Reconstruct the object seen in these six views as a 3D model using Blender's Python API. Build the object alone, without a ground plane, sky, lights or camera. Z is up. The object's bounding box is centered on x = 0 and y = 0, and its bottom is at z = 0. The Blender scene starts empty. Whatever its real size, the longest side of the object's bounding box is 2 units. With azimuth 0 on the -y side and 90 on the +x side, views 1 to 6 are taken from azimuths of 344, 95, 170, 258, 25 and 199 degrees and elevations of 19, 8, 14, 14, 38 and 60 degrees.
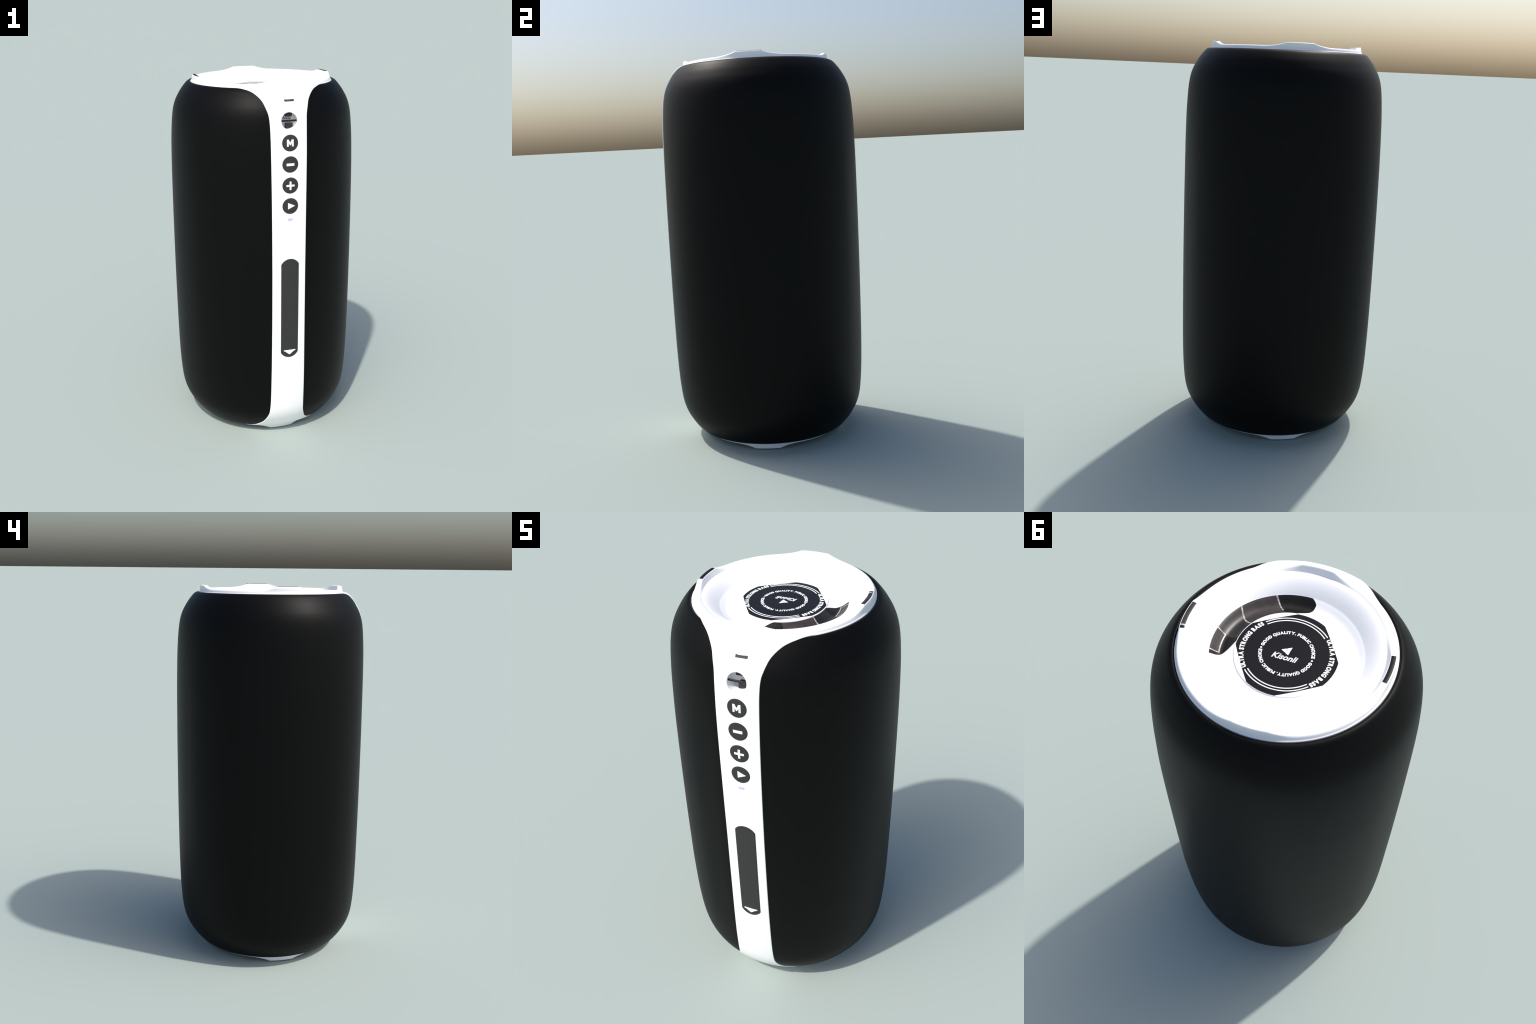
"""Portable cylindrical speaker: black grille body of revolution, white control
panel running down the front, white end caps with four feet, radiator dish,
printed badge.  Everything is built from profiles, curves and rules."""
import bpy, bmesh, math
from math import sin, cos, pi, radians, degrees, sqrt, atan2, asin, hypot

AX, AY = 0.0, 0.0025          # axis of the body of revolution
PROUD = 0.0035                # how far the white panel stands off the grille

# ------------------------------------------------------------------ helpers
def pchip(xs, ys):
    """monotone cubic through control points"""
    n = len(xs)
    h = [xs[i+1]-xs[i] for i in range(n-1)]
    d = [(ys[i+1]-ys[i])/h[i] for i in range(n-1)]
    m = [0.0]*n
    m[0], m[-1] = d[0], d[-1]
    for i in range(1, n-1):
        if d[i-1]*d[i] > 0:
            w1, w2 = 2*h[i]+h[i-1], h[i]+2*h[i-1]
            m[i] = (w1+w2)/(w1/d[i-1]+w2/d[i])
    def f(x):
        if x <= xs[0]: return ys[0]
        if x >= xs[-1]: return ys[-1]
        k = 0
        while x > xs[k+1]: k += 1
        t = (x-xs[k])/h[k]
        return ((1+2*t)*(1-t)**2*ys[k] + t*(1-t)**2*h[k]*m[k]
                + t*t*(3-2*t)*ys[k+1] + t*t*(t-1)*h[k]*m[k+1])
    return f

def spline(points):
    """smooth parametric curve through 2D points, parameter = chord length"""
    L = [0.0]
    for a, b in zip(points, points[1:]):
        L.append(L[-1]+hypot(b[0]-a[0], b[1]-a[1]))
    fx = pchip(L, [p[0] for p in points]); fy = pchip(L, [p[1] for p in points])
    return (lambda s: (fx(s*L[-1]), fy(s*L[-1])))

def smooth01(t):
    t = max(0.0, min(1.0, t)); return t*t*(3-2*t)

ROOT = None
def link(ob, parent=None):
    bpy.context.scene.collection.objects.link(ob)
    if parent is not None: ob.parent = parent
    return ob

def mesh_object(name, verts, faces, mat, parent, angle=40, smooth=True):
    me = bpy.data.meshes.new(name)
    me.from_pydata(verts, [], faces)
    me.validate(); me.update()
    bm = bmesh.new(); bm.from_mesh(me)
    bmesh.ops.remove_doubles(bm, verts=bm.verts, dist=1e-6)
    bmesh.ops.recalc_face_normals(bm, faces=bm.faces)
    bm.to_mesh(me); bm.free()
    finish(me, angle, smooth)
    me.materials.append(mat)
    return link(bpy.data.objects.new(name, me), parent)

def finish(me, angle=40, smooth=True):
    for p in me.polygons: p.use_smooth = smooth
    if smooth and angle < 180:
        bm = bmesh.new(); bm.from_mesh(me)
        lim = radians(angle)
        for e in bm.edges:
            if len(e.link_faces) == 2 and e.calc_face_angle(0) > lim: e.smooth = False
        bm.to_mesh(me); bm.free()

def grid_faces(rows, cols, close_cols=False, base=0):
    f = []
    for i in range(rows-1):
        for j in range(cols if close_cols else cols-1):
            k = (j+1) % cols
            f.append((base+i*cols+j, base+i*cols+k, base+(i+1)*cols+k, base+(i+1)*cols+j))
    return f

# ---------------------------------------------------------------- materials
def principled(name, base, rough, spec=0.5, metallic=0.0, coat=0.0):
    m = bpy.data.materials.new(name); m.use_nodes = True
    b = m.node_tree.nodes['Principled BSDF']
    b.inputs['Base Color'].default_value = (*base, 1)
    b.inputs['Roughness'].default_value = rough
    b.inputs['Specular IOR Level'].default_value = spec
    b.inputs['Metallic'].default_value = metallic
    b.inputs['Coat Weight'].default_value = coat
    return m

def mottled(name, dark, light, scale, rough, spec=0.5, detail=3.0, lo=0.35, hi=0.65, bump=0.0):
    """two-tone noise material on object coordinates"""
    m = principled(name, dark, rough, spec)
    nt = m.node_tree; b = nt.nodes['Principled BSDF']
    tc = nt.nodes.new('ShaderNodeTexCoord')
    nz = nt.nodes.new('ShaderNodeTexNoise'); nz.inputs['Scale'].default_value = scale
    nz.inputs['Detail'].default_value = detail
    cr = nt.nodes.new('ShaderNodeValToRGB')
    cr.color_ramp.elements[0].position = lo; cr.color_ramp.elements[0].color = (*dark, 1)
    cr.color_ramp.elements[1].position = hi; cr.color_ramp.elements[1].color = (*light, 1)
    nt.links.new(tc.outputs['Object'], nz.inputs['Vector'])
    nt.links.new(nz.outputs['Fac'], cr.inputs['Fac'])
    nt.links.new(cr.outputs['Color'], b.inputs['Base Color'])
    if bump:
        bp = nt.nodes.new('ShaderNodeBump'); bp.inputs['Strength'].default_value = bump
        bp.inputs['Distance'].default_value = 0.001
        nt.links.new(nz.outputs['Fac'], bp.inputs['Height'])
        nt.links.new(bp.outputs['Normal'], b.inputs['Normal'])
    return m

WHITE = principled('white_plastic', (0.96, 0.96, 0.96), 0.42, 0.5)
GRILLE = mottled('black_grille', (0.0017, 0.0018, 0.0018), (0.0022, 0.0023, 0.0023), 900, 0.48, 0.115)
KEY = mottled('grey_rubber', (0.031, 0.032, 0.031), (0.034, 0.035, 0.034), 120, 0.55, 0.3)
SYMBOL = principled('white_print', (0.93, 0.93, 0.93), 0.5, 0.4)
BADGE = mottled('badge_black', (0.009, 0.009, 0.010), (0.011, 0.011, 0.0125), 300, 0.2, 0.15)
INK = principled('badge_ink', (0.93, 0.93, 0.93), 0.5, 0.4)
REFLECTION_BLACK = mottled('reflection_black', (0.006, 0.006, 0.006), (0.010, 0.010, 0.009), 25, 0.42, 0.2)  # painted tones of baked-in reflections, for trough patch and foot pads
REFLECTION_OLIVE = mottled('reflection_olive', (0.010, 0.010, 0.008), (0.020, 0.019, 0.016), 18, 0.40, 0.5)
REFLECTION_BROWN = mottled('reflection_brown', (0.034, 0.028, 0.028), (0.050, 0.042, 0.043), 25, 0.5, 0.25)
REFLECTION_SEAM = mottled('pale_reflection_seam', (0.25, 0.22, 0.23), (0.60, 0.56, 0.57), 140, 0.35, 0.5)  # pale streaks of the same painted reflections
LED = principled('status_light', (0.56, 0.56, 0.92), 0.4, 0.4)
SLOT = mottled('nameplate', (0.022, 0.020, 0.020), (0.085, 0.075, 0.076), 260, 0.5, 0.4, lo=0.35, hi=0.7)
PORT_GREY = principled('port_lining', (0.95, 0.96, 0.98), 0.5, 0.4)
PORT_DARK = mottled('port_dark', (0.010, 0.010, 0.010), (0.045, 0.036, 0.034), 90, 0.5, 0.4)

PORT_BLACK = principled('port_black', (0.008, 0.008, 0.008), 0.45, 0.3)

# -------------------------------------------------------------- body profile
# (height above/below the middle, radius): the two halves mirror each other
HALF = [(0, .5095), (.15, .5093), (.30, .5084), (.45, .5069), (.56, .5047), (.65, .5017),
        (.72, .4975), (.77, .4930), (.81, .4873), (.84, .4800), (.87, .4685), (.90, .4520),
        (.9195, .4396), (.9354, .4275), (.9494, .4158), (.9568, .4086), (.9616, .4020), (.9640, .3955), (.9648, .3905)]
# the grille rolls over into a groove round the cap; the panel runs in under it
_grille = spline(HALF+[(.9638, .3878), (.9600, .3862), (.9450, .3855)])
_panel = spline(HALF+[(.9652, .3850), (.9652, .3760)])
# the sleeve is very slightly squared: offsets by azimuth, strongest at mid height
_az = [0, 14, 22, 45, 67, 88, 104, 122, 135, 148, 162, 178, 198, 212, 225, 238, 253, 268, 285, 303, 316, 328, 340, 348, 360]
_off = [0, 0, -.0008, .0045, .0008, -.0025, -.0008, .0078, .0095, .0080, .0020, 0, .0020, .0080, .0095, .0080, .0008, -.0022, -.0010, .0045, .0050, .0020, -.0032, -.0010, 0]
square = pchip(_az, _off)
square_fade = pchip([0, .30, .42, .5, .63, .74, .84, 1], [1, 1, .95, .78, .48, .22, 0, 0])
def body(s, _half=_panel):
    """s in [-1,1] bottom..top -> (radius, z, normal r, normal z)"""
    a = abs(s); h, r = _half(a); e = 1e-4
    h0, r0 = _half(max(0, a-e)); h1, r1 = _half(min(1, a+e))
    tr, th = r1-r0, h1-h0; l = hypot(tr, th)
    nr, nh = th/l, -tr/l
    sg = 1 if s >= 0 else -1
    return r, 1+sg*h, nr, sg*nh
_rad = pchip([p[0] for p in HALF], [p[1] for p in HALF])
def rad(z): return _rad(abs(z-1))
# half angle of the white panel against distance from the middle
panel_half = pchip([0, .25, .5, .65, .75, .81, .84, .868, .89, .905, .922, .937, .948, .956, .9605, .9635, .9652, .9664],
                   [10.25, 10.35, 10.6, 10.85, 11.1, 11.5, 12.0, 13.2, 14.5, 15.6, 17.6, 20.2, 22.8, 25.8, 28.6, 31.5, 35, 40])
def polar(r, az, z): return (AX+r*sin(az), AY-r*cos(az), z)

ROWS = 221
def row_params():
    """rows packed toward both shoulders"""
    out = []
    for i in range(ROWS):
        t = -1+2*i/(ROWS-1)
        out.append((abs(t)**0.72)*(1 if t >= 0 else -1))
    return out
SROWS = row_params()

ROOT = bpy.data.objects.new('portable_speaker', None)
link(ROOT)
ROOT['label'] = 'tall black cylinder speaker with white front panel and caps'
ROOT['category'] = 'speaker'

# -------------------------------------------------------------------- grille
def build_grille():
    cols = 241; v = []
    for s in SROWS:
        r, z, nr, nz = body(s, _grille)
        a = radians(panel_half(abs(z-1))-0.9)
        k = square_fade(abs(z-1))
        for j in range(cols):
            az = a+(2*pi-2*a)*j/(cols-1)
            v.append(polar(r+k*square(degrees(az)), az, z))
    return mesh_object('grille', v, grid_faces(ROWS, cols), GRILLE, ROOT, 180)
build_grille()

# --------------------------------------------------------------- front panel
def build_panel():
    n = 30; v = []; cols = None
    for s in SROWS:
        r, z, nr, nz = body(s)
        a = radians(panel_half(abs(z-1))+12*max(0.0, .3905-r)/.0145)   # flares along the cap
        p = PROUD*(1-.65*smooth01((abs(z-1)-.945)/.018))
        ring = [(-a, -.012), (-a, -.004), (-a, p-.0014), (-a+.0008/r, p-.0004)]
        inner = a-.0022/r
        ring += [(-inner+2*inner*j/n, p) for j in range(n+1)]
        ring += [(a-.0008/r, p-.0004), (a, p-.0014), (a, -.004), (a, -.012)]
        front = len(ring)
        ring += [(az, -.020) for az, off in reversed(ring[:front])]
        cols = len(ring)
        for az, off in ring:
            v.append(polar(r+nr*off, az, z+nz*off))
    f = grid_faces(ROWS, cols, True)
    for base in (0, (ROWS-1)*cols):
        for j in range(front-1):
            f.append((base+j, base+j+1, base+cols-2-j, base+cols-1-j))
    return mesh_object('front_panel', v, f, WHITE, ROOT, 50)
PANEL = build_panel()

def on_panel(x, z, d=0.0):
    """point on the panel face; d = height above it"""
    r = rad(z); e = .002
    sl = (rad(z+e)-rad(z-e))/(2*e); l = sqrt(1+sl*sl); nr, nz = 1/l, -sl/l
    R = r+nr*(PROUD+d)
    az = asin(max(-1, min(1, (x-AX)/R)))
    return polar(R, az, z+nz*(PROUD+d))

# ------------------------------------------------------ control port (hole)
BX = 0.0033                   # centre line of the buttons
BZ = [1.8127, 1.7047, 1.5965, 1.4880, 1.3803]
BR = 0.0425
def cylinder_y(r, y0, y1, x, z, n=72):
    v = []; f = []
    for y in (y0, y1):
        for k in range(n):
            a = 2*pi*k/n; v.append((x+r*cos(a), y, z+r*sin(a)))
    f = grid_faces(2, n, True); f.append(tuple(range(n))); f.append(tuple(range(n, 2*n)))
    return v, f
v, f = cylinder_y(BR, -.60, -.40, BX, BZ[0])
cutter = mesh_object('cutter', v, f, WHITE, None, 30)
bo = PANEL.modifiers.new('hole', 'BOOLEAN'); bo.operation = 'DIFFERENCE'; bo.object = cutter; bo.solver = 'EXACT'
dg = bpy.context.evaluated_depsgraph_get()
me = bpy.data.meshes.new_from_object(PANEL.evaluated_get(dg))
PANEL.modifiers.clear(); old = PANEL.data; PANEL.data = me; me.name = 'front_panel'
bpy.data.meshes.remove(old); bpy.data.objects.remove(cutter)
finish(me, 50)

def box(x0, x1, y0, y1, z0, z1):
    v = [(x, y, z) for x in (x0, x1) for y in (y0, y1) for z in (z0, z1)]
    return v, [(0, 1, 3, 2), (4, 6, 7, 5), (0, 4, 5, 1), (2, 3, 7, 6), (0, 2, 6, 4), (1, 5, 7, 3)]

def build_port():
    yb = -.430
    n = 72; v = []; f = []
    for y in (-.4885, -.475, -.455, yb-.004):
        for k in range(n):
            a = 2*pi*k/n; v.append((BX+(BR+.0006)*cos(a), y, BZ[0]+(BR+.0006)*sin(a)))
    for k in range(n):
        a = 2*pi*k/n; v.append((BX+.035*cos(a), yb, BZ[0]+.035*sin(a)))
    f = grid_faces(5, n, True); f.append(tuple(range(4*n, 5*n)))
    # clip the mouth of the cup to the panel face
    v = [(x, max(y, on_panel(x, z, -.0012)[1]) if i < n else y, z) for i, (x, y, z) in enumerate(v)]
    cup = mesh_object('port_cup', v, f, PORT_GREY, ROOT, 40)
    def part(name, b, mat=PORT_DARK):
        vv, ff = b
        return mesh_object(name, vv, ff, mat, cup, 30)
    vv = []
    nn = 10
    for i in range(25):
        x = BX-.0415+.083*i/24
        for k in range(nn):
            a = 2*pi*k/nn; vv.append((x, -.4715+.0040*cos(a), 1.8122+.0050*sin(a)))
    ff = grid_faces(25, nn, True); ff.append(tuple(range(nn))); ff.append(tuple(24*nn+k for k in range(nn)))
    mesh_object('port_bar', vv, ff, PORT_BLACK, cup, 60)
    part('port_block', box(-.004, .031, -.455, yb+.001, 1.764, 1.7965))
    part('port_block', box(-.009, .024, -.461, yb+.001, 1.8330, 1.849))
    for row, z in enumerate((1.8135, 1.8215)):
        for k in range(6):
            x = -.022+.0085*k+.002*row
            part('port_contact', box(x, x+.0042, yb-.003, yb+.001, z, z+.0046))
build_port()

# ----------------------------------------------------- keys, symbols, flap
def key_disc(x0, z0, r, mat, name, top=.0010):
    n = 64; rings = [(r, -.003), (r, top-.0007), (r-.0008, top)] + [(r*t, top) for t in (.85, .65, .4, .2)]
    v = []
    for rr, d in rings:
        for k in range(n):
            a = 2*pi*k/n; v.append(on_panel(x0+rr*cos(a), z0+rr*sin(a)*.985, d))
    f = grid_faces(len(rings), n, True); f.append(tuple((len(rings)-1)*n+k for k in range(n)))
    return mesh_object(name, v, f, mat, ROOT, 60)

def prism(name, outline, place, low, high, mat, parent, inset=.0004):
    """flat plate with a small chamfer; place(u,w,d)->xyz"""
    n = len(outline)
    cx = sum(p[0] for p in outline)/n; cy = sum(p[1] for p in outline)/n
    area = sum(outline[i][0]*outline[(i+1) % n][1]-outline[(i+1) % n][0]*outline[i][1] for i in range(n))
    if area < 0: outline = outline[::-1]
    ins = []
    for i in range(n):
        a, b, c = outline[i-1], outline[i], outline[(i+1) % n]
        d1 = (b[0]-a[0], b[1]-a[1]); d2 = (c[0]-b[0], c[1]-b[1])
        l1 = hypot(*d1) or 1; l2 = hypot(*d2) or 1
        nx = -d1[1]/l1-d2[1]/l2; ny = d1[0]/l1+d2[0]/l2; l = nx*nx+ny*ny or 1
        ins.append((b[0]+2*nx/l*inset, b[1]+2*ny/l*inset))
    v = [place(u, w, low) for u, w in outline]+[place(u, w, high-inset) for u, w in outline]+[place(u, w, high) for u, w in ins]
    f = grid_faces(3, n, True); f.append(tuple(range(2*n, 3*n)))
    me = bpy.data.meshes.new(name); me.from_pydata(v, [], f); me.update()
    bm = bmesh.new(); bm.from_mesh(me)
    bmesh.ops.recalc_face_normals(bm, faces=bm.faces)
    bmesh.ops.triangulate(bm, faces=[q for q in bm.faces if len(q.verts) > 4])
    bm.to_mesh(me); bm.free(); finish(me, 30); me.materials.append(mat)
    return link(bpy.data.objects.new(name, me), parent)

def rounded(poly, r, n=5):
    """round the corners of a convex-ish polygon"""
    out = []
    m = len(poly)
    for i in range(m):
        a, b, c = poly[i-1], poly[i], poly[(i+1) % m]
        u1 = (a[0]-b[0], a[1]-b[1]); u2 = (c[0]-b[0], c[1]-b[1])
        l1 = hypot(*u1); l2 = hypot(*u2); k = min(r, l1*.45, l2*.45)
        p = (b[0]+u1[0]/l1*k, b[1]+u1[1]/l1*k); q = (b[0]+u2[0]/l2*k, b[1]+u2[1]/l2*k)
        for t in range(n+1):
            t /= n
            out.append(((1-t)**2*p[0]+2*t*(1-t)*b[0]+t*t*q[0], (1-t)**2*p[1]+2*t*(1-t)*b[1]+t*t*q[1]))
    return out

def symbol(name, outline, z0, parent):
    return prism(name, outline, lambda u, w, d: on_panel(BX+u, z0+w, d), .0008, .0026, SYMBOL, parent)

keys = [key_disc(BX, z, BR, KEY, 'button') for z in BZ[1:]]
letter_m = [(-.0178, -.0175), (-.0178, .0175), (-.0082, .0175), (0, .0020), (.0082, .0175), (.0178, .0175),
            (.0178, -.0175), (.0085, -.0175), (.0085, .0010), (.0025, -.0110), (-.0025, -.0110), (-.0085, .0010), (-.0085, -.0175)]
symbol('letter_m', letter_m, BZ[1], keys[0])
symbol('minus_sign', [(-.0205, -.0065), (.0205, -.0065), (.0205, .0065), (-.0205, .0065)], BZ[2]-.001, keys[1])
q, h = .0050, .0218
symbol('plus_sign', [(-h, -q), (-q, -q), (-q, -h), (q, -h), (q, -q), (h, -q), (h, q), (q, q), (q, h), (-q, h), (-q, q), (-h, q)], BZ[3]-.001, keys[2])
symbol('play_triangle', rounded([(-.0132, -.0172), (.0250, .0003), (-.0132, .0172)], .0022), BZ[4], keys[3])

panel_place = lambda x0, z0: (lambda u, w, d: on_panel(x0+u, z0+w, d))
prism('status_light', rounded([(-.0135, -.0062), (.0135, -.0062), (.0135, .0062), (-.0135, .0062)], .006), panel_place(.0025, 1.3088), -.001, .0012, LED, ROOT)
plate = [(-.0255, -.0055), (-.0100, -.0050), (.0255, -.0050), (.0262, .0055), (.0140, .0054), (.0110, .0048), (-.0150, .0044), (-.0200, .0054), (-.0258, .0054)]
prism('nameplate', plate, panel_place(.0130, 1.9075), -.001, .0009, SLOT, ROOT)

def build_flap():
    x0, hw, top, bot = .0037, .0490, 1.0925, .5200
    R = .0545; sag = R-sqrt(R*R-hw*hw)
    zs = []
    for i in range(15): zs.append(bot+sag*(1-cos(pi/2*i/14)))
    zs += [bot+sag+(top-bot-2*sag)*i/30 for i in range(1, 30)]
    for i in range(15): zs.append(top-sag+sag*sin(pi/2*i/14))
    def half(z):
        if z < bot+sag: d = bot+R-z
        elif z > top-sag: d = z-(top-R)
        else: return hw
        return min(hw, sqrt(max(1e-9, R*R-d*d)))
    cols = 16; v = []; rows = 0
    for z in zs:
        hh = half(z); rows += 1
        ring = [(-hh, -.003), (-hh, .0003)]+[((-1+2*j/cols)*(hh-min(.0008, hh*.3)), .0010) for j in range(cols+1)]+[(hh, .0003), (hh, -.003)]
        for u, d in ring: v.append(on_panel(x0+u, z, d))
    n = len(ring)
    flap = mesh_object('port_flap', v, grid_faces(rows, n), KEY, ROOT, 60)
    # raised finger lip: thick bar on top, face falling away to a point
    lip = rounded([(-.0345, .0030), (.0345, .0030), (.0300, -.0035), (-.0300, -.0035)], .003)
    prism('finger_lip', lip, panel_place(x0, .5605), .0005, .0046, SYMBOL, flap, .0009)
    tri = rounded([(-.0325, .0060), (.0325, .0060), (0, -.0205)], .0035)
    prism('finger_lip', tri, lambda u, w, d: on_panel(x0+u, .5560+w, d*(1.0 if d < .001 else 0.75+.25*(w+.02)/.026)), .0005, .0036, SYMBOL, flap, .0007)
build_flap()

# ------------------------------------------------------------------ end caps
RIM_BASE = [(.3855, 1.940), (.3848, 1.9620), (.3835, 1.9650), (.3812, 1.9664), (.3792, 1.9705), (.3765, 1.9760), (.3725, 1.9798), (.3670, 1.9812),
            (.3600, 1.9810), (.3530, 1.9798), (.3480, 1.9780), (.3445, 1.9762), (.3415, 1.9750)]
RIM_FOOT = [(.3855, 1.940), (.3848, 1.9620), (.3832, 1.9650), (.3805, 1.9672), (.3785, 1.9715), (.3768, 1.9790), (.3758, 1.9930), (.3738, 1.9974),
            (.3700, 1.9988), (.3570, 1.9988), (.3530, 1.9972), (.3500, 1.9910), (.3415, 1.9750)]
def foot_weight(az):
    d = abs((degrees(az)+45) % 90-45)
    if d < 9.6: return 1.0
    x = (d-9.6)/(28-9.6)
    w = max(0.0, 1-x)**2.3
    return w if d > 11.5 else (w*.5+.5*min(1.0, w+.12*(11.5-d)/1.9))
def rim_curve(w):
    base, foot = spline(RIM_BASE), spline(RIM_FOOT)
    return lambda t: tuple(base(t)[k]*(1-w)+foot(t)[k]*w for k in (0, 1))
def blended_rim(w, n=40):
    pts = [(a[0]*(1-w)+b[0]*w, a[1]*(1-w)+b[1]*w) for a, b in zip(RIM_BASE, RIM_FOOT)]
    c = spline(pts)
    return [c(i/n) for i in range(n+1)]

def build_cap():
    n = 360; v = []; rows = 41
    cache = {}
    prof = []
    for k in range(n):
        w = round(foot_weight(2*pi*k/n), 4)
        if w not in cache: cache[w] = blended_rim(w)
        prof.append(cache[w])
    for i in range(rows):
        for k in range(n):
            r, z = prof[k][i]; v.append(polar(r, 2*pi*k/n, z-1))
    cap = mesh_object('end_cap', v, grid_faces(rows, n, True), WHITE, ROOT, 48)
    cap.location = (0, 0, 1)
    return cap
CAP = build_cap()

def revolve(name, prof, mat, parent, n=192, angle=35, close=True):
    v = []
    for r, z in prof:
        for k in range(n): v.append(polar(r, 2*pi*k/n, z-1))
    f = grid_faces(len(prof), n, True)
    if close: f.append(tuple((len(prof)-1)*n+k for k in range(n)))
    return mesh_object(name, v, f, mat, parent, angle)

CREASE = (.2706, 1.9275)
DISC_R, DISC_Z = .1835, 1.9302
def roll_z(r):
    u = .3415-r            # gentle at the rim, steep at the crease
    return 1.9750-.20*u-.47*u*u/.0709
roll = [(.3425, 1.9738)]+[(r, roll_z(r)) for r in (.3415-.0709*i/24 for i in range(25))]
roll[-1] = CREASE
def trough(r):
    t = (CREASE[0]-r)/(CREASE[0]-DISC_R-.002)
    return CREASE[1]-.0018*t-.0200*sin(pi*min(1, max(0, t)))**1.25
flo = [(CREASE[0]-(CREASE[0]-DISC_R-.002)*i/24, 0) for i in range(25)]
flo = [(r, trough(r)) for r, _ in flo]
surround = revolve('surround_ring', roll+flo[1:], WHITE, CAP, close=False)
disc = revolve('center_disc', [(DISC_R+.0022, DISC_Z-.008), (DISC_R+.0012, DISC_Z-.0016), (DISC_R+.0004, DISC_Z-.0004), (DISC_R-.0008, DISC_Z), (.12, DISC_Z), (.06, DISC_Z)], WHITE, CAP, angle=60)

# dark pads on the two side feet, toned with the same baked-in reflections
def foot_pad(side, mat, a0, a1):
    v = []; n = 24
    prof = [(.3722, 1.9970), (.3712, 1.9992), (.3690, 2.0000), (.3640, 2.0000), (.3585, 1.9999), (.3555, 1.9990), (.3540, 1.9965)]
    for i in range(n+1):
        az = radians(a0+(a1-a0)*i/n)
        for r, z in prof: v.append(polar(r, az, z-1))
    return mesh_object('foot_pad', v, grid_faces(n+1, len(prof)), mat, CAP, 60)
foot_pad(1, REFLECTION_BROWN, 81.3, 97.6); foot_pad(1, REFLECTION_BLACK, 98.6, 100.2); foot_pad(1, REFLECTION_SEAM, 97.6, 98.6)
foot_pad(-1, REFLECTION_BLACK, -99.8, -81.5)

# misplaced texture with baked-in reflections, copied as coloured pieces laid in the trough
def reflection_piece(name, r0, r1, lo, hi, mat, lift, nr=20, na=24):
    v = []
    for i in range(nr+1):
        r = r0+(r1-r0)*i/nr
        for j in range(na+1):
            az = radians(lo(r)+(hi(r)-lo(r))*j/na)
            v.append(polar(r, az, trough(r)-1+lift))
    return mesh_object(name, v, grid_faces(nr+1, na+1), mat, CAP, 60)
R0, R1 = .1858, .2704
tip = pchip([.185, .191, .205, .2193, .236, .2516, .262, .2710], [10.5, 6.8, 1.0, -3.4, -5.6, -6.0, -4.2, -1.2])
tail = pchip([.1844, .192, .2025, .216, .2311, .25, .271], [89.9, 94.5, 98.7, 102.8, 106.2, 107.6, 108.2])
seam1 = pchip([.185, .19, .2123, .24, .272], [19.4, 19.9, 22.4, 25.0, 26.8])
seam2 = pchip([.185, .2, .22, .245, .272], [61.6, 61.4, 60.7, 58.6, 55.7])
reflection_piece('reflection_segment', R0, R1, tip, seam1, REFLECTION_BLACK, .0007)
reflection_piece('reflection_segment', R0, R1, seam1, seam2, REFLECTION_BROWN, .0007)
reflection_piece('reflection_segment', R0, R1, seam2, lambda r: min(83.0+max(0, (.272-r))*40, tail(r)), REFLECTION_OLIVE, .0007)
reflection_piece('reflection_segment', R0, .2385, lambda r: min(83.0+max(0, (.272-r))*40, tail(r)-.2), tail, REFLECTION_BLACK, .0007)
reflection_piece('reflection_segment', .2385, R1, lambda r: 83.0+(.272-r)*40, lambda r: 104.4, REFLECTION_BROWN, .0007)
reflection_piece('reflection_segment', .2385, R1, lambda r: 104.4, tail, REFLECTION_BLACK, .0007)
reflection_piece('reflection_seam', .212, R1, lambda r: seam1(r)-.8, lambda r: seam1(r)+.5, REFLECTION_SEAM, .0011, 16, 3)
reflection_piece('reflection_seam', R0, R1, lambda r: seam2(r)-.7, lambda r: seam2(r)+.7, REFLECTION_SEAM, .0011, 16, 3)
reflection_piece('reflection_seam', .2385, R1, lambda r: 82.6+(.272-r)*40, lambda r: 83.5+(.272-r)*40, REFLECTION_SEAM, .0011, 12, 3)
reflection_piece('reflection_seam', .2362, .2402, lambda r: 84.4, lambda r: 104.6, REFLECTION_SEAM, .0011, 3, 30)
reflection_piece('reflection_seam', .2385, R1, lambda r: 103.6, lambda r: 104.6, REFLECTION_SEAM, .0011, 12, 3)

# --------------------------------------------------------------------- badge
LX, LY, LZ = 0.0, 0.0045, DISC_Z-1
def badge_place(u, w, d): return (LX+u, LY+w, LZ+d)
outline = []
for k in range(4):
    c = -11.8+90*k
    for i in range(13):
        az = radians(c-17.6+35.2*i/12); outline.append((.1822*sin(az), -.1822*cos(az)))
    # the chord between two arcs bows out a little
    a0, a1 = radians(c+17.6), radians(c+72.4)
    p, q2 = (.1822*sin(a0), -.1822*cos(a0)), (.1822*sin(a1), -.1822*cos(a1))
    for i in range(1, 8):
        t = i/8; bow = .0022*4*t*(1-t); am = radians(c+45)
        outline.append((p[0]+(q2[0]-p[0])*t+bow*sin(am), p[1]+(q2[1]-p[1])*t-bow*cos(am)))
prism('badge', outline, badge_place, -.0005, .0010, BADGE, CAP, .0003)
INK_LOW, INK_HIGH = .0008, .0013

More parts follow.
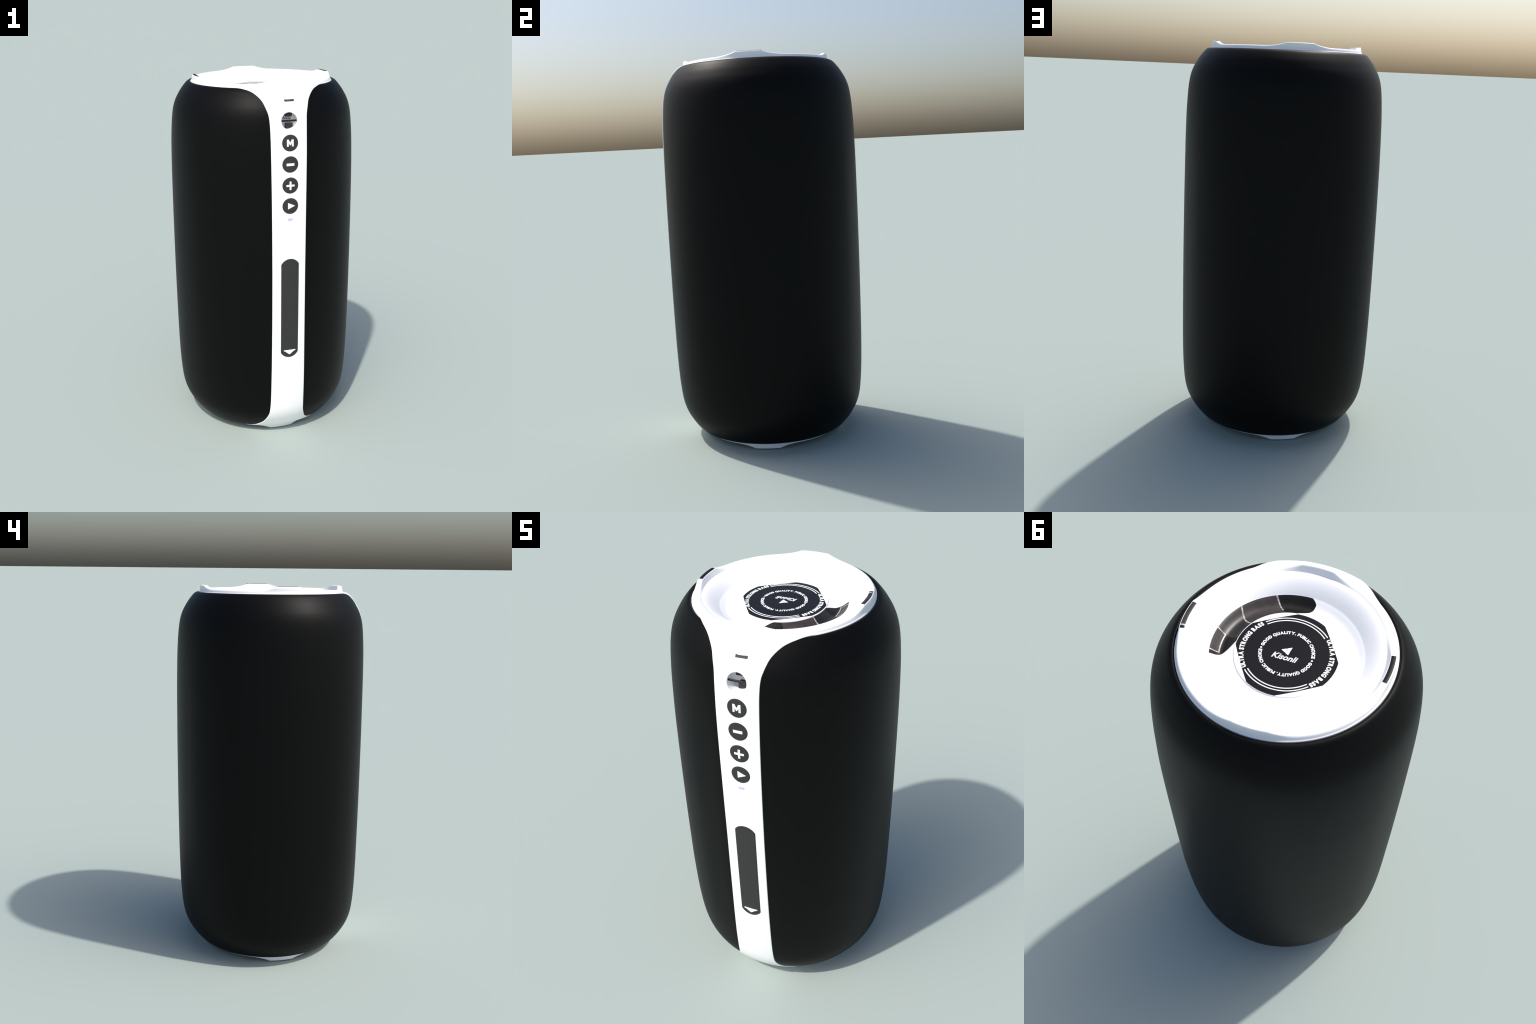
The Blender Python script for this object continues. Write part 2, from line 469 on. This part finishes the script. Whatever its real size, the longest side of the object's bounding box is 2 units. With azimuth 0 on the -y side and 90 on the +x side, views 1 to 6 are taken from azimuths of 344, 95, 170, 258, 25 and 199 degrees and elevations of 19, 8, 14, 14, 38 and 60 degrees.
def ring_arc(r, width, a0, a1, n=60):
    v = []
    for i in range(n+1):
        az = radians(a0+(a1-a0)*i/n)
        for rr, d in ((r-width/2, INK_LOW), (r-width/2, INK_HIGH), (r+width/2, INK_HIGH), (r+width/2, INK_LOW)):
            v.append(badge_place(rr*sin(az), -rr*cos(az), d))
    mesh_object('badge_line', v, grid_faces(n+1, 4), INK, CAP, 30)
for base in (0, 180):
    ring_arc(.1590, .0040, base-45.3, base+46.2)
    ring_arc(.1480, .0040, base-45.3, base+46.2)

def text_mesh(txt, size, bold, shear=0.0):
    cu = bpy.data.curves.new('glyph', 'FONT'); cu.body = txt; cu.size = size
    cu.offset = bold; cu.shear = shear; cu.fill_mode = 'FRONT'; cu.resolution_u = 4
    ob = bpy.data.objects.new('glyph', cu); bpy.context.scene.collection.objects.link(ob)
    bpy.context.view_layer.update()
    me = bpy.data.meshes.new_from_object(ob.evaluated_get(bpy.context.evaluated_depsgraph_get()))
    bpy.data.objects.remove(ob); bpy.data.curves.remove(cu)
    return me

def thick(name, verts2, faces, parent, mat=INK, low=INK_LOW, high=INK_HIGH):
    """flat glyph faces -> plate; verts2 already placed in badge plane"""
    bm = bmesh.new()
    vs = [bm.verts.new(badge_place(u, w, high)) for u, w in verts2]
    for fc in faces:
        try: bm.faces.new([vs[i] for i in fc])
        except ValueError: pass
    bmesh.ops.recalc_face_normals(bm, faces=bm.faces)
    if bm.faces and sum(q.normal.z for q in bm.faces) < 0:
        bmesh.ops.reverse_faces(bm, faces=bm.faces)
    ex = bmesh.ops.extrude_face_region(bm, geom=[e for e in bm.edges if e.is_boundary])
    for g in ex['geom']:
        if isinstance(g, bmesh.types.BMVert): g.co.z = LZ+low
    me = bpy.data.meshes.new(name); bm.to_mesh(me); bm.free()
    finish(me, 30); me.materials.append(mat)
    return link(bpy.data.objects.new(name, me), parent)

GLYPHS = {}
def glyph(ch, bold):
    """unit-size glyph: (verts, faces, xmin, xmax); cap height scaled to 1"""
    if (ch, bold) not in GLYPHS:
        me = text_mesh(ch, 1.0, bold)
        vs = [(v.co.x, v.co.y) for v in me.vertices]; fs = [tuple(p.vertices) for p in me.polygons]
        bpy.data.meshes.remove(me)
        GLYPHS[ch, bold] = (vs, fs, min(p[0] for p in vs), max(p[0] for p in vs))
    return GLYPHS[ch, bold]
CAPH = max(p[1] for p in glyph('H', 0.0)[0])

def circle_text(txt, r_mid, cap, az_start, az_end, bold, gap, squeeze=1.0):
    """words set clockwise on a circle, tops outward; first/last glyph centres
    fall on az_start/az_end"""
    s = cap/(CAPH+2*bold)
    pens = []; x = 0.0
    for ch in txt:
        if ch == ' ':
            x += .32*s; pens.append(None); continue
        vs, fs, x0, x1 = glyph(ch, bold); w = (x1-x0)*s
        pens.append(x+w/2); x += w+gap*s
    first = pens[0]; last = [p for p in pens if p is not None][-1]
    k = (az_end-az_start)/(last-first)
    word_v, word_f = [], []
    nat = degrees(1/r_mid)
    stretch = abs(k)/nat           # keeps letters and spacing in step
    def flush():
        nonlocal word_v, word_f
        if word_v: thick('badge_lettering', word_v, word_f, CAP)
        word_v, word_f = [], []
    for ch, pen in zip(txt, pens):
        if pen is None: flush(); continue
        vs, fs, x0, x1 = glyph(ch, bold)
        az = radians(az_start+(pen-first)*k); b = len(word_v)
        for gx, gy in vs:
            lx = (gx-(x0+x1)/2)*s*min(1.25, max(.7, stretch)); ly = (gy+bold)*s-cap/2
            # local up = outward, local right = clockwise (azimuth decreasing)
            word_v.append(((r_mid+ly)*sin(az)-lx*cos(az)*1.0, -(r_mid+ly)*cos(az)-lx*sin(az)))
        word_f += [tuple(b+i for i in q) for q in fs]
    flush()
BOLD = .056
circle_text('ULTRA STRONG BASS', .1580, .0178, 129.0, 52.0, BOLD, .09)
circle_text('ULTRA STRONG BASS', .1580, .0178, -51.2, -130.0, BOLD, .09)
circle_text('GOOD QUALITY. PUBLIC CHOICE', .0925, .0128, 82.6, -82.6, .062, .07)
circle_text('GOOD QUALITY. PUBLIC CHOICE', .0925, .0128, -100.5, -261.8, .062, .07)
for az in (91.5, -91.8):
    a = radians(az)
    prism('badge_dot', [(.0928*sin(a)+.0036*cos(2*pi*k/16), -.0928*cos(a)+.0036*sin(2*pi*k/16)) for k in range(16)], badge_place, INK_LOW, INK_HIGH, INK, CAP, .0002)

# wordmark: reads toward -x, slanted bold letters
me = text_mesh('Kisonli', 1.0, .022, .28)
vs = [(p.co.x, p.co.y) for p in me.vertices]; fs = [tuple(p.vertices) for p in me.polygons]
bpy.data.meshes.remove(me)
x0 = min(p[0] for p in vs); x1 = max(p[0] for p in vs); y0 = min(p[1] for p in vs); y1 = max(p[1] for p in vs)
W, H = .0925, .0245
thick('badge_wordmark', [(.0470-(p[0]-x0)/(x1-x0)*W, .0300-(p[1]-y0)/(y1-y0)*H) for p in vs], fs, CAP)
# emblem above the wordmark: three rounded leaves forming a triangle
A_, B_, C_ = (.0205, -.0095), (-.0105, -.0270), (-.0065, .0060)
A_, B_, C_ = [(p[0]*1.12, p[1]*1.12-.0005) for p in (A_, B_, C_)]
mid = lambda p, q, t: (p[0]+(q[0]-p[0])*t, p[1]+(q[1]-p[1])*t)
G = ((A_[0]+B_[0]+C_[0])/3, (A_[1]+B_[1]+C_[1])/3)
for p, q, o in ((A_, B_, C_), (B_, C_, A_), (C_, A_, B_)):
    leaf = [p, mid(p, q, .49), mid(G, mid(p, q, .5), .03), mid(p, o, .49)]
    leaf = [mid(G, z, 1.0) for z in leaf]
    prism('badge_emblem', rounded(leaf, .0028), badge_place, INK_LOW, INK_HIGH, INK, CAP, .0002)

# ---------------------------------------------------- the other, lower cap
def mirrored_copy(ob, parent):
    c = ob.copy(); bpy.context.scene.collection.objects.link(c); c.parent = parent
    return c
CAP2 = mirrored_copy(CAP, ROOT)
CAP2.location = (0, 0, 1); CAP2.rotation_euler = (0, pi, 0)
for ob in list(CAP.children):
    if ob.name.split('.')[0] in ('surround_ring', 'center_disc', 'foot_pad'):
        mirrored_copy(ob, CAP2)
